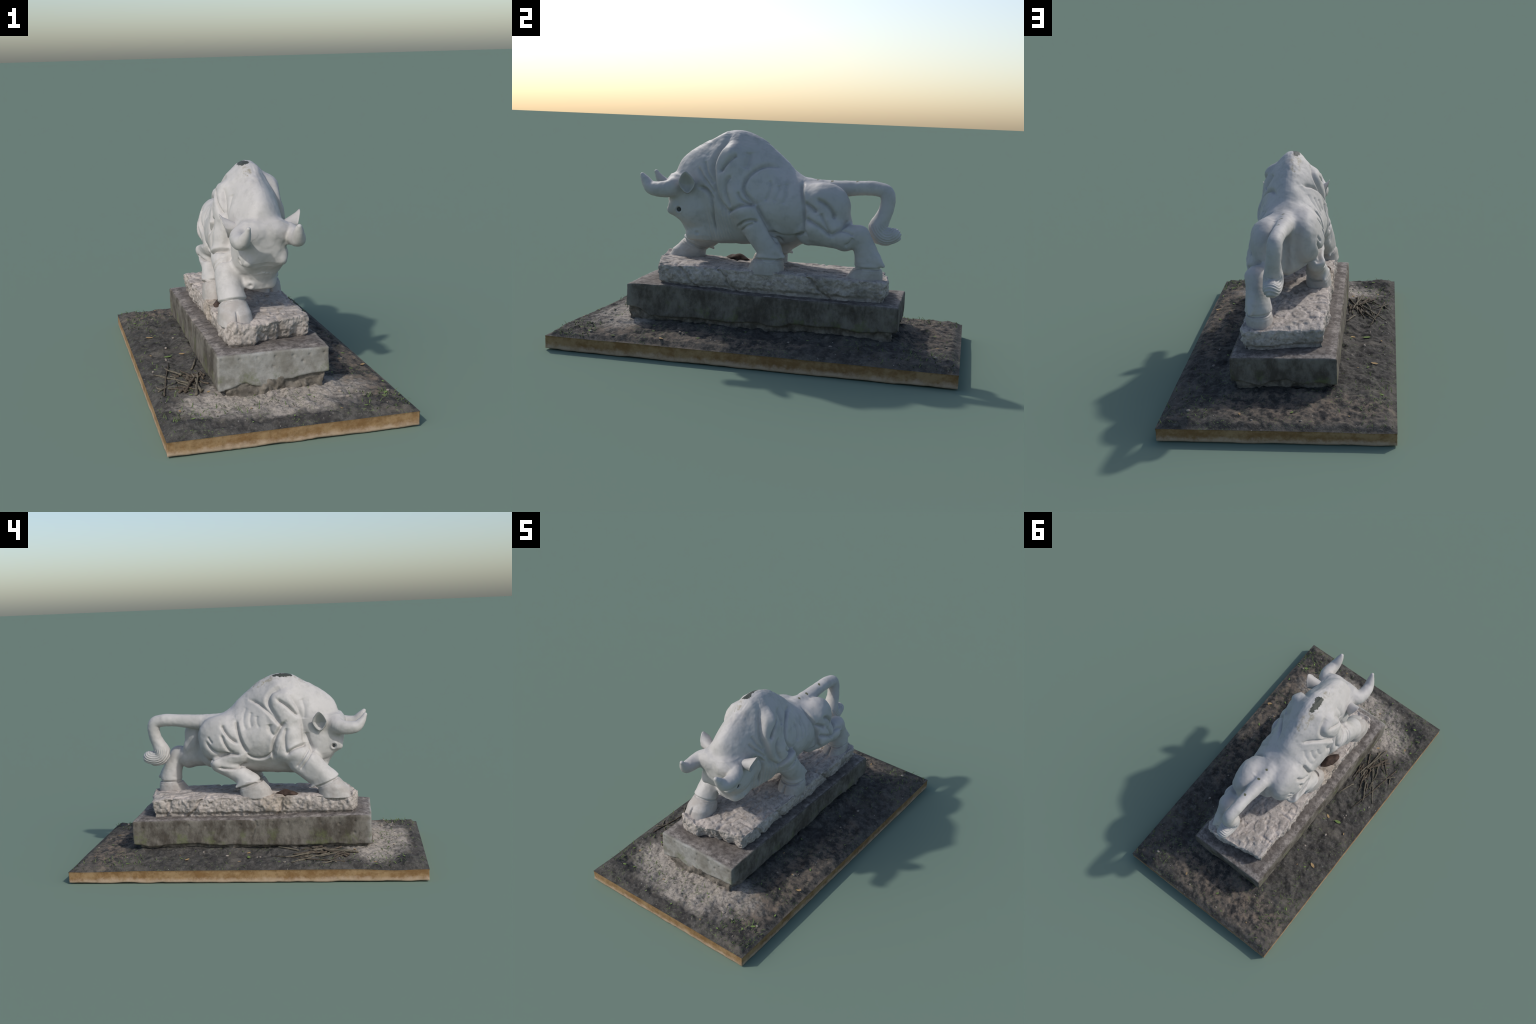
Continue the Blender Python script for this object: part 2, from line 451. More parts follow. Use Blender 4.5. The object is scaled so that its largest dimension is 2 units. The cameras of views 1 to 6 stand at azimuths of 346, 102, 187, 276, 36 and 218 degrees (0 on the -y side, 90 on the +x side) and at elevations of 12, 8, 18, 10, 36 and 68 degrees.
def bull_field():
    f = Field((-0.26, -0.72, 0.365), (0.26, 0.70, 1.135), 0.0034)
    # torso and neck: (y, [(z, half width) from crest to keel])
    f.loft([
        (-0.538, [(0.84, 0), (0.83, .02), (0.80, .03), (0.77, .02), (0.76, 0)]),
        (-0.525, [(0.872, 0), (0.863, .03), (0.83, .065), (0.78, .075), (0.73, .06), (0.70, 0)]),
        (-0.50, [(0.934, 0), (0.926, .025), (0.89, .055), (0.84, .080), (0.77, .090), (0.69, .07), (0.64, 0)]),
        (-0.45, [(0.989, 0), (0.978, .03), (0.93, .068), (0.88, .093), (0.82, .108), (0.72, .105), (0.63, .08), (0.57, .04), (0.55, 0)]),
        (-0.40, [(1.025, 0), (1.011, .033), (0.95, .080), (0.89, .110), (0.82, .122), (0.72, .110), (0.62, .083), (0.55, .050), (0.52, 0)]),
        (-0.33, [(1.063, 0), (1.050, .03), (1.0, .073), (0.94, .112), (0.88, .133), (0.80, .138), (0.70, .124), (0.62, .094), (0.55, .072), (0.52, .045), (0.508, 0)]),
        (-0.25, [(1.105, 0), (1.095, .03), (1.05, .071), (1.0, .110), (0.94, .138), (0.87, .155), (0.80, .160), (0.70, .155), (0.62, .124), (0.56, .104), (0.525, .075), (0.505, 0)]),
        (-0.18, [(1.111, 0), (1.101, .032), (1.05, .078), (1.02, .102), (0.98, .130), (0.94, .147), (0.87, .165), (0.80, .176), (0.72, .180), (0.65, .165), (0.58, .13), (0.535, .09), (0.508, 0)]),
        (-0.10, [(1.089, 0), (1.076, .032), (1.02, .082), (0.97, .118), (0.92, .142), (0.87, .160), (0.80, .174), (0.72, .180), (0.65, .164), (0.58, .125), (0.535, .075), (0.513, 0)]),
        (-0.02, [(1.042, 0), (1.029, .030), (0.98, .072), (0.93, .110), (0.88, .138), (0.83, .158), (0.76, .173), (0.69, .172), (0.63, .152), (0.57, .115), (0.535, .07), (0.515, 0)]),
        (0.06, [(0.974, 0), (0.963, .030), (0.92, .070), (0.88, .112), (0.84, .143), (0.79, .165), (0.74, .172), (0.68, .166), (0.62, .140), (0.57, .105), (0.535, .06), (0.518, 0)]),
        (0.12, [(0.913, 0), (0.906, .030), (0.88, .078), (0.85, .115), (0.80, .146), (0.74, .158), (0.68, .152), (0.62, .125), (0.575, .09), (0.545, .05), (0.525, 0)]),
        (0.19, [(0.876, 0), (0.870, .04), (0.85, .092), (0.82, .125), (0.77, .142), (0.70, .140), (0.63, .11), (0.58, .075), (0.545, 0)]),
        (0.25, [(0.866, 0), (0.855, .05), (0.82, .090), (0.77, .098), (0.70, .092), (0.63, .088), (0.58, .065), (0.545, 0)]),
        (0.29, [(0.845, 0), (0.83, .04), (0.79, .05), (0.74, .045), (0.66, .045), (0.60, .04), (0.565, 0)]),
        (0.308, [(0.78, 0), (0.77, .02), (0.70, .03), (0.64, .02), (0.62, 0)]),
    ], TORSO)
    # head: horizontal sections (z, cx, cy, half width, half depth)
    f.stack([
        (0.520, 0.0, -0.368, .050, .048), (0.530, 0.0, -0.368, .074, .074), (0.555, 0.0, -0.370, .084, .078),
        (0.575, 0.0, -0.370, .084, .078), (0.60, 0.0, -0.376, .086, .085), (0.62, 0.0, -0.395, .093, .095),
        (0.645, 0.0, -0.416, .104, .114), (0.67, 0.0, -0.428, .112, .121), (0.70, 0.0, -0.430, .115, .123),
        (0.74, 0.0, -0.433, .118, .124), (0.79, 0.0, -0.435, .118, .125), (0.83, 0.0, -0.44, .112, .116), (0.856, 0.0, -0.44, .095, .103),
    ], HEAD, k=0.03, power=2.7)
    for sx in (-1, 1):
        f.cone((sx * .086, -.500, .700), (sx * .080, -.522, .680), .030, .024, HEAD, k=0.025)      # brow
        f.ball((sx * .075, -.40, .70), (.056, .085, .10), HEAD, k=0.02)                              # cheek
        f.cone((sx * .052, -.39, .56), (sx * .045, -.420, .552), .034, .030, HEAD, k=0.02)            # nostril wing
        f.cone((sx * .075, -.45, .80), (sx * .092, -.435, .813), .050, .036, HEAD, k=0.025)           # ear root
    # shoulders
    f.ball((-.105, -.20, .87), (.065, .085, .14), TORSO, k=0.03, tilt=0.25)
    f.ball((.100, -.19, .87), (.068, .085, .15), TORSO, k=0.03, tilt=0.2)
    # left foreleg, striding forward
    f.cone((-.112, -.24, .74), (-.124, -.225, .65), .068, .066, FORE_L, k=0.04)
    f.chain([(-.120, -.265, .655, .073), (-.140, -.345, .607, .065), (-.146, -.415, .530, .065), (-.143, -.452, .492, .069)], FORE_L, k=0.03)
    f.cone((-.132, -.285, .585), (-.143, -.372, .520), .058, .058, FORE_L, k=0.02)
    # right foreleg, planted under the chest
    f.cone((.120, -.15, .78), (.130, -.115, .70), .070, .072, FORE_R, k=0.04)
    f.chain([(.127, -.100, .690, .071), (.137, -.045, .605, .068), (.137, .015, .520, .067), (.135, .024, .475, .071)], FORE_R, k=0.03)
    f.ball((.085, .150, .70), (.083, .11, .105), TORSO, k=0.03)      # full right flank
    # left hind leg, drawn forward
    f.ball((-.090, .165, .757), (.080, .140, .115), HIND_L, k=0.035)
    f.ball((-.092, .188, .695), (.078, .108, .092), HIND_L, k=0.03)
    f.cone((-.106, .13, .715), (-.122, .065, .655), .080, .056, HIND_L, k=0.035)
    f.cone((-.126, .062, .637), (-.140, .185, .597), .051, .046, HIND_L, k=0.015)
    f.chain([(-.142, .180, .590, .046), (-.135, .07, .535, .055), (-.136, .00, .482, .064)], HIND_L, k=0.014)
    # right hind leg, pushing back
    f.ball((.088, .285, .735), (.094, .136, .132), HIND_R, k=0.035)
    f.cone((.11, .27, .648), (.124, .40, .600), .088, .068, HIND_R, k=0.03)
    f.cone((.100, .215, .607), (.115, .30, .628), .066, .082, HIND_R, k=0.03)
    f.cone((.124, .40, .600), (.132, .470, .613), .068, .052, HIND_R, k=0.015)
    f.chain([(.132, .468, .617, .050), (.124, .500, .550, .058), (.118, .520, .475, .069)], HIND_R, k=0.016)
    f.cone((.055, .30, .70), (.068, .378, .665), .058, .050, HIND_R, k=0.03)      # inner thigh
    f.cone((.060, .29, .625), (.092, .40, .600), .055, .055, HIND_R, k=0.03)
    # recess between the buttocks, under the tail
    def cleft(X, Y, Z):
        t = np.clip((Z - .60) / .17, 0, 1)
        return np.sqrt((X + .006) ** 2 + (Y - .322 + .012 * t) ** 2 + (Z - .60 - .17 * t) ** 2) - .018
    f.carve(cleft, (-.04, .29, .57), (.03, .36, .80), .022)
    f.d += 0.003      # blending swells the flesh a little; take it back
    # horns
    f.chain([(-.055, -.505, .808, .052), (-.105, -.508, .801, .047), (-.126, -.545, .792, .042), (-.129, -.592, .789, .038),
             (-.125, -.627, .796, .033), (-.117, -.655, .824, .023), (-.110, -.676, .860, .011)], HORN_L, k=0.026)
    f.chain([(.055, -.505, .808, .052), (.110, -.502, .800, .047), (.134, -.540, .788, .042), (.135, -.588, .786, .038),
             (.130, -.620, .793, .033), (.124, -.648, .822, .024), (.121, -.670, .855, .011)], HORN_R, k=0.026)
    f.cone((-.07, -.510, .815), (.07, -.510, .815), .030, .030, HEAD, k=0.03)      # poll ridge between the horns
    # tail: straight back from the croup, down, and curling to a tuft
    f.chain([(.0, .20, .838, .034), (.0, .29, .828, .043), (.003, .37, .833, .041), (.007, .45, .841, .036), (.011, .535, .841, .036),
             (.016, .580, .828, .037), (.020, .592, .787, .036), (.025, .585, .735, .037), (.030, .567, .692, .041),
             (.034, .552, .655, .047), (.036, .558, .618, .048), (.036, .592, .607, .045), (.036, .630, .612, .039)], TAIL, k=0.02)
    # hooves: (z, cx, cy, half width, half length); dewclaws behind
    hooves = [
        (HOOF_FL, [(.395, -.143, -.502, .080, .103), (.45, -.143, -.485, .074, .090), (.475, -.143, -.470, .066, .076), (.508, -.145, -.455, .058, .060)], (-.143, -.375, .458)),
        (HOOF_FR, [(.390, .137, .000, .072, .099), (.45, .136, .014, .068, .082), (.478, .135, .022, .064, .074)], (.137, .088, .492)),
        (HOOF_BL, [(.395, -.138, -.038, .068, .100), (.45, -.139, -.024, .065, .089), (.478, -.140, -.012, .062, .076), (.495, -.141, -.008, .058, .068)], (-.143, .065, .468)),
        (HOOF_BR, [(.385, .117, .497, .066, .100), (.43, .117, .514, .064, .080), (.458, .118, .520, .063, .070)], (.118, .586, .480)),
    ]
    for part, rows, (hx, hy, hz) in hooves:
        f.stack(rows, part, k=0.006)
        s = 1 if hx > 0 else -1
        f.cone((hx + s * .022, hy - .028, hz + .022), (hx + s * .032, hy + .012, hz - .004), .028, .008, part - HOOF_FL + FORE_L, k=0.02)
    return f

# fold lines carved into the skin, per flank: (path of (y, z), width, depth, raise, reach)
# "raise" lifts the flesh on the path's left hand (y forward, z up) so a fold overlaps.
LEFT_FOLDS = [
    ([(-.172, .964), (-.216, .940), (-.254, .906), (-.292, .862)], .009, .013, 0, .02),
    ([(-.193, 1.021), (-.146, 1.005), (-.116, .966), (-.123, .923), (-.154, .876), (-.199, .819)], .016, .011, .006, .03),
    ([(-.251, .992), (-.288, .932), (-.307, .872), (-.320, .812), (-.325, .759), (-.324, .709)], .018, .010, .008, .035),
    ([(-.009, .959), (-.051, .948), (-.096, .917), (-.141, .870), (-.179, .829), (-.205, .808)], .009, .010, .003, .025),
    ([(-.219, .835), (-.185, .796), (-.153, .736), (-.139, .670), (-.149, .629)], .012, .012, .008, .03),
    ([(-.224, .801), (-.211, .742), (-.214, .688), (-.226, .654)], .012, .010, 0, .02),
    ([(-.223, .651), (-.253, .677), (-.300, .696), (-.334, .702)], .008, .012, -.006, .03),
    ([(.007, .653), (-.019, .632), (-.065, .623), (-.106, .634), (-.137, .663)], .006, .010, .006, .03),
    ([(.069, .842), (.056, .775), (.038, .721), (.007, .663)], .010, .012, -.006, .03),
    ([(.013, .920), (.028, .868), (.024, .821), (.008, .794)], .014, .0035, 0, .02),
    ([(-.019, .893), (-.011, .847), (-.022, .806)], .012, .004, 0, .02),
    ([(-.055, .872), (-.050, .836), (-.069, .804)], .012, .0035, 0, .02),
    ([(-.126, .824), (-.128, .784), (-.153, .756)], .013, .009, 0, .02),
    ([(.151, .821), (.135, .787), (.104, .749), (.065, .720)], .010, .012, .004, .025),
    ([(.153, .767), (.138, .723), (.114, .676), (.087, .660)], .009, .010, .003, .025),
    ([(.235, .755), (.219, .732), (.210, .722)], .007, .006, 0, .02),
    ([(.246, .726), (.215, .678), (.168, .657), (.115, .654)], .009, .010, 0, .02),
    ([(.235, .606), (.176, .645), (.108, .657), (.054, .653)], .008, .012, .006, .025),
    ([(.172, .576), (.112, .571), (.058, .576), (.015, .594)], .007, .012, .003, .02),
    ([(-.315, .964), (-.333, .904), (-.328, .845)], .014, .005, 0, .02),
    ([(-.339, .765), (-.347, .712), (-.378, .658)], .009, .010, 0, .02),
    ([(-.349, .675), (-.318, .625), (-.280, .575)], .005, .006, 0, .02),
    ([(-.367, .658), (-.337, .612), (-.300, .560)], .005, .006, 0, .02),
]
RIGHT_FOLDS = [
    ([(-.166, .982), (-.197, .956), (-.223, .929), (-.243, .892)], .009, .013, 0, .02),
    ([(-.230, 1.05), (-.271, .997), (-.294, .926), (-.280, .869), (-.263, .793), (-.239, .736), (-.191, .694)], .015, .012, .007, .035),
    ([(-.107, .998), (-.104, .954), (-.117, .916)], .016, .008, 0, .02),
    ([(-.184, .877), (-.210, .847), (-.212, .808), (-.197, .764), (-.175, .724)], .010, .009, 0, .02),
    ([(.039, .927), (-.007, .939), (-.058, .919), (-.102, .878), (-.117, .833), (-.111, .801), (-.078, .765), (-.051, .744)], .011, .012, .003, .03),
    ([(-.142, .800), (-.131, .768), (-.097, .748), (-.057, .744)], .008, .009, 0, .02),
    ([(-.192, .689), (-.162, .714), (-.110, .739), (-.051, .743)], .009, .012, -.006, .03),
    ([(-.142, .622), (-.107, .654), (-.061, .668), (-.034, .658)], .006, .010, .003, .015),
    ([(-.124, .600), (-.092, .632), (-.054, .649)], .005, .007, 0, .02),
    ([(-.047, .738), (-.009, .673), (.034, .605), (.075, .550)], .009, .012, -.003, .03),
    ([(.009, .865), (.020, .834), (.011, .789), (-.006, .761)], .010, .006, 0, .02),
    ([(.056, .843), (.064, .811), (.041, .759)], .010, .005, 0, .02),
    ([(.091, .851), (.101, .807), (.086, .749)], .010, .005, 0, .02),
    ([(.027, .614), (.060, .594), (.113, .588), (.164, .598), (.202, .619)], .006, .010, .006, .03),
    ([(.168, .855), (.170, .817), (.188, .768), (.199, .699), (.201, .642), (.219, .601)], .010, .010, .005, .03),
    ([(.198, .762), (.227, .748), (.261, .722)], .009, .014, 0, .02),
    ([(.258, .785), (.303, .768), (.336, .733), (.352, .693)], .010, .012, .003, .02),
    ([(.214, .687), (.251, .670), (.296, .648), (.337, .609)], .009, .014, 0, .02),
    ([(.280, .717), (.308, .668), (.336, .616)], .009, .009, 0, .02),
    ([(.337, .609), (.379, .644), (.415, .681)], .009, .013, 0, .02),
    ([(.379, .641), (.417, .637), (.447, .617)], .008, .007, 0, .02),
    ([(.444, .607), (.430, .578), (.409, .564)], .009, .007, 0, .02),
    ([(-.375, .909), (-.347, .865), (-.309, .825), (-.271, .779)], .008, .007, 0, .02),
    ([(-.343, .942), (-.321, .879), (-.282, .830)], .009, .007, 0, .02),
    ([(-.352, .813), (-.308, .793), (-.280, .753)], .008, .007, 0, .02),
    ([(-.366, .809), (-.325, .801), (-.294, .765), (-.283, .701), (-.286, .642), (-.271, .585)], .008, .010, 0, .02),
]
# rounded muscles: (y, z, radius y, radius z, tilt, height)
LEFT_MUSCLES = [(-.155, .985, .035, .05, .3, .010), (-.25, .80, .05, .09, .1, .006), (-.17, .70, .03, .07, .2, .008), (-.06, .73, .09, .08, 0, .008),
                (.11, .80, .05, .05, .6, .006), (.20, .72, .06, .07, .4, .004), (.20, .60, .03, .03, 0, .004), (-.28, .65, .045, .04, .5, .006)]
RIGHT_MUSCLES = [(.235, .67, .05, .07, 0, .007), (-.195, 1.0, .03, .05, -.3, .010), (-.24, .82, .04, .09, -.2, .007), (.06, .72, .09, .09, 0, .008), (.24, .80, .06, .04, 0, .006),
                 (.30, .70, .03, .05, .5, .005), (.24, .64, .04, .04, 0, .006), (-.10, .70, .05, .03, .3, .006), (.42, .60, .04, .03, 0, .005), (-.15, .78, .03, .06, -.2, .005)]
# leg rings: (centre, axis, reach, depth, width)
RINGS = [
    ((-.143, -.455, .482), (-.42, 0, .0), .115, .010, .006, (-.135, -.058)),
]

def path_distance(P, path):
    """distance to a polyline in the (y,z) plane, side (+1 left) and position along it"""
    best = np.full(len(P), 9.0); side = np.zeros(len(P)); along = np.zeros(len(P))
    pts = np.array(path, float)
    # round the polyline by one Chaikin pass
    for _ in range(2):
        q = [pts[0]]
        for a, b in zip(pts[:-1], pts[1:]): q += [0.75 * a + 0.25 * b, 0.25 * a + 0.75 * b]
        pts = np.array(q + [pts[-1]])
    n = len(pts) - 1
    for i in range(n):
        a, v = pts[i], pts[i + 1] - pts[i]
        w = P - a
        t = np.clip((w @ v) / (v @ v), 0, 1)
        e = w - t[:, None] * v
        d = np.hypot(e[:, 0], e[:, 1])
        m = d < best
        best[m] = d[m]; side[m] = np.sign(v[0] * w[:, 1] - v[1] * w[:, 0])[m]; along[m] = ((i + t) / n)[m]
    return best, side, along

def sculpt(V, N, part):
    D = np.zeros(len(V))
    YZ = V[:, 1:]
    for sx, folds, muscles in ((-1, LEFT_FOLDS, LEFT_MUSCLES), (1, RIGHT_FOLDS, RIGHT_MUSCLES)):
        w = smooth(0.02, 0.06, sx * V[:, 0]) * smooth(0.0, 0.35, sx * N[:, 0]) * (part != TAIL) * (part < HORN_L)
        sel = np.where(w > 0)[0]
        P = YZ[sel]; acc = np.zeros(len(sel))
        for (y, z, ry, rz, tilt, h) in muscles:
            c, s = math.cos(tilt), math.sin(tilt)
            a, b = P[:, 0] - y, P[:, 1] - z
            acc += 1.4 * h * np.exp(-((a * c + b * s) / ry) ** 2 - ((-a * s + b * c) / rz) ** 2)
        for path, width, depth, lift, reach in folds:
            lo = np.min(path, 0) - .07; hi = np.max(path, 0) + .07
            near = np.where(((P > lo) & (P < hi)).all(1))[0]
            d, side, t = path_distance(P[near], path)
            taper = smooth(0, .18, t) * smooth(1, .82, t)
            taper = 0.25 + 0.75 * taper
            acc[near] -= depth * taper * (1.55 * np.exp(-(d / (.85 * width)) ** 1.5) + .20 * np.exp(-(d / (2.6 * width)) ** 2))
            if lift:
                sgn = side * np.sign(lift)
                acc[near] += 1.5 * abs(lift) * taper * np.where(sgn > 0, np.exp(-(d / reach) ** 2), 0) * (1 - np.exp(-(d / width) ** 2))
        D[sel] += acc * w[sel]
    x, y, z = V.T
    # dewlap pleats under the throat
    pleat = smooth(-.36, -.30, y) * smooth(-.14, -.2, y) * smooth(.74, .66, z) * (part == TORSO) * smooth(.75, .5, np.abs(N[:, 2]))
    D += pleat * .0022 * np.sin((y * .93 + z * .22) * 2 * math.pi / .017)
    # carved hair waves on the tail tuft
    tuft = (part == TAIL) * smooth(.675, .65, z)
    ang = np.arctan2(z - .665, y - .60)
    D += tuft * .0022 * np.sin(np.hypot(y - .60, (z - .665)) * 2 * math.pi / .0125 + 1.5 * np.sin(ang * 3 + x * 30))
    # creases where the skin meets each hoof, and the cloven front
    for part_id, (cy, cz, ty, dy) in {HOOF_FL: (-.455, .484, -.43, .075), HOOF_FR: (.022, .470, .0, .075), HOOF_BL: (-.008, .477, -.33, .075), HOOF_BR: (.52, .456, .01, .075)}.items():
        sx = -1 if part_id in (HOOF_FL, HOOF_BL) else 1
        box = (np.abs(y - cy) < .13) & (np.abs(z - cz) < .07) & (sx * x > .03)
        h = (z - cz) - ty * (y - cy)
        D -= box * .013 * np.exp(-(h / .0055) ** 2)
        D += box * .0015 * np.exp(-((h - .012) / .008) ** 2)
        D -= box * .0025 * np.exp(-((h + .014) / .004) ** 2)
        hoof = (part == part_id) * smooth(0, -.01, h)
        cx = {HOOF_FL: -.150, HOOF_FR: .137, HOOF_BL: -.138, HOOF_BR: .117}[part_id]
        D -= hoof * .012 * np.exp(-((x - cx) / (.003 + np.clip(.465 - z, 0, .1) * .09)) ** 2) * smooth(.47, .455, z) * smooth(-.4, -.7, N[:, 1])
    # eyes: lidded rim around a drilled pupil; nostrils; mouth
    for ex, ey, ez in ((-.105, -.492, .682), (.112, -.472, .686)):
        d = np.sqrt((y - ey) ** 2 + (z - ez) ** 2)
        m = (np.sign(x) == np.sign(ex)) & (np.abs(x) > .06) & (part == HEAD)
        D += m * (.004 * np.exp(-((d - .019) / .005) ** 2) - .010 * np.exp(-(d / .0125) ** 4))
    for nx, ny, nz in ((-.055, -.43, .548), (.085, -.378, .568)):
        d = np.sqrt((y - ny) ** 2 + (z - nz) ** 2) if nx > 0 else np.sqrt((x - nx) ** 2 + (z - nz) ** 2)
        m = (part == HEAD) * ((x > .05) if nx > 0 else (N[:, 1] < -.3))
        D += m * (.0015 * np.exp(-((d - .016) / .005) ** 2) - .009 * np.exp(-(d / .008) ** 2))
    # forehead dished between the brows
    D -= (part == HEAD) * .014 * np.exp(-(x / .05) ** 2 - ((z - .655) / .04) ** 2) * smooth(0, -.4, N[:, 1])
    D -= (part == HEAD) * .005 * np.exp(-(x / .05) ** 2 - ((z - .765) / .045) ** 2) * smooth(0, -.4, N[:, 1])
    # hammered hide: low lumps everywhere, stronger over crest and brow
    D += .0022 * fbm(V * 14, 3) + .0008 * fbm(V * 45, 2)
    D += .003 * smooth(.95, 1.05, z) * fbm(V * np.array([30, 16, 22]), 3)
    return V + N * D[:, None]

def build_bull(parent, marble, hoofmat, dark):
    f = bull_field()
    V, Q = f.surface()
    V = relax(V, Q, 2, 0.5)
    for _ in range(2):
        N = vertex_normals(V, Q)
        V = V - N * np.clip(f.sample(V), -.004, .004)[:, None]
    V = relax(V, Q, 1, 0.3)
    N = vertex_normals(V, Q)
    part = f.label(V - 0.004 * N)
    V = sculpt(V, N, part)
    V = relax(V, Q, 1, 0.25)
    N = vertex_normals(V, Q)
    face_part = np.sort(part[Q], axis=1)[:, 1]
    names = {TORSO: "torso", HEAD: "head", FORE_L: "foreleg", FORE_R: "foreleg", HIND_L: "hindleg", HIND_R: "hindleg", TAIL: "tail",
             HORN_L: "horn", HORN_R: "horn", HOOF_FL: "hoof", HOOF_FR: "hoof", HOOF_BL: "hoof", HOOF_BR: "hoof"}
    obs = {}
    for pid, nm in names.items():
        q = Q[face_part == pid]
        if not len(q): continue
        u, inv = np.unique(q, return_inverse=True)
        own = parent
        if pid >= HOOF_FL: own = obs[pid - HOOF_FL + FORE_L]
        elif pid in (HORN_L, HORN_R): own = obs[HEAD]
        obs[pid] = mesh_object(nm, V[u], inv.reshape(-1, 4), hoofmat if pid >= HOOF_FL else marble, own, normals=N[u])
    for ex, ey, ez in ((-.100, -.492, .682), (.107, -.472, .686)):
        ball(name="eye", c=(ex, ey, ez), r=(.006, .0115, .0115), mat=dark, parent=obs[HEAD])  # added dark dome standing in for the hollow of the drilled pupil
    for sx in (-1, 1):
        ear(sx, obs[HEAD], marble)
    return obs

def ball(name, c, r, mat, parent, n=16):
    V, Fc = [], []
    for i in range(n + 1):
        t = math.pi * i / n
        for j in range(n):
            p = 2 * math.pi * j / n
            V.append((c[0] + r[0] * math.sin(t) * math.cos(p), c[1] + r[1] * math.sin(t) * math.sin(p), c[2] + r[2] * math.cos(t)))
    Q = np.array([(i * n + j, (i + 1) * n + j, (i + 1) * n + (j + 1) % n, i * n + (j + 1) % n) for i in range(n) for j in range(n)])
    return mesh_object(name, V, Q, mat, parent)

def ear(sx, parent, mat):
    """leaf-shaped cup: a trumpet from the skull to a pointed rim, with a hollow"""
    n = 40
    root = np.array([.085, -.438, .808]); mouth = np.array([.172, -.414, .828])
    tip = np.array([.198, -.415, .890]); low = np.array([.156, -.414, .772])
    up = (tip - mouth); dn = (mouth - low)
    fwd = np.array([.006, -.043, .0])
    rings = []
    def rim(scale, push):
        out = []
        for k in range(n):
            a = 2 * math.pi * k / n
            c, s = math.cos(a), math.sin(a)
            v = up * abs(c) ** 1.6 if c > 0 else -dn * abs(c) ** 1.5
            side = np.sign(s) * (abs(s) ** 1.25) * fwd
            out.append(mouth + scale * (v + side) + push)
        return out
    def round_ring(t, r):
        c = root * (1 - t) + mouth * t
        ax = (mouth - root) / np.linalg.norm(mouth - root)
        out = []
        for k in range(n):
            a = 2 * math.pi * k / n
            out.append(c + r * (math.cos(a) * np.array([.25, 0, 1.0]) + math.sin(a) * np.array([.1, -1.0, 0])))
        return out
    ax = (mouth - root) / np.linalg.norm(mouth - root)
    R = rim(1.0, 0 * ax)
    rings.append(round_ring(0.0, .030)); rings.append(round_ring(.35, .031))
    for t in (.55, .75, .9):
        A = round_ring(t, .033)
        w = ((t - .35) / .65) ** 1.2
        rings.append([a * (1 - w) + b * w - ax * .012 * math.sin(math.pi * w) * 0 for a, b in zip(A, R)])
    rings.append(R)
    rings.append(rim(.90, .002 * ax)); rings.append(rim(.72, -.013 * ax)); rings.append(rim(.45, -.025 * ax)); rings.append(rim(.18, -.033 * ax))
    V = [p for r in rings for p in r] + [mouth - .035 * ax]
    V = np.array(V); V[:, 0] *= sx
    if sx < 0: V[:, 0] += .012; V[:, 2] += .002
    Fc = []
    for i in range(len(rings) - 1):
        for k in range(n):
            q = (i * n + k, i * n + (k + 1) % n, (i + 1) * n + (k + 1) % n, (i + 1) * n + k)
            Fc.append(q if sx > 0 else q[::-1])
    c = len(V) - 1; b = (len(rings) - 1) * n
    for k in range(n):
        q = (b + k, b + (k + 1) % n, c)
        Fc.append(q if sx > 0 else q[::-1])
    V += .0015 * fbm(V * 60, 2)[:, None]
    return mesh_object("ear", V, Fc, mat, parent)

# ----------------------------------------------------------------------------- rock, plinth, ground
def prism_field(poly, z0, z1, h, pad, rounding, top=None, bottom=None):
    """convex plan polygon extruded between two height functions"""
    P = np.array(poly, float)
    lo = (*(P.min(0) - pad), z0 - pad); hi = (*(P.max(0) + pad), z1 + pad)
    f = Field(lo, hi, h)
    def fn(X, Y, Z):
        d2 = np.full(np.broadcast(X, Y).shape, -9.0)
        for a, b in zip(P, np.roll(P, -1, 0)):
            e = b - a; nrm = np.array([e[1], -e[0]]) / np.hypot(*e)
            d2 = np.maximum(d2, (X - a[0]) * nrm[0] + (Y - a[1]) * nrm[1])
        zt = top(X, Y) if top else z1
        zb = bottom(X, Y) if bottom else z0
        dz = np.maximum(Z - zt, zb - Z)
        d2 = d2 + rounding; dz = dz + rounding
        return np.minimum(np.maximum(d2 + 0 * dz, dz), 0) + np.hypot(np.maximum(d2, 0) + 0 * dz, np.maximum(dz, 0)) - rounding
    f.add(fn, lo, hi, 1e-6, 0)
    return f

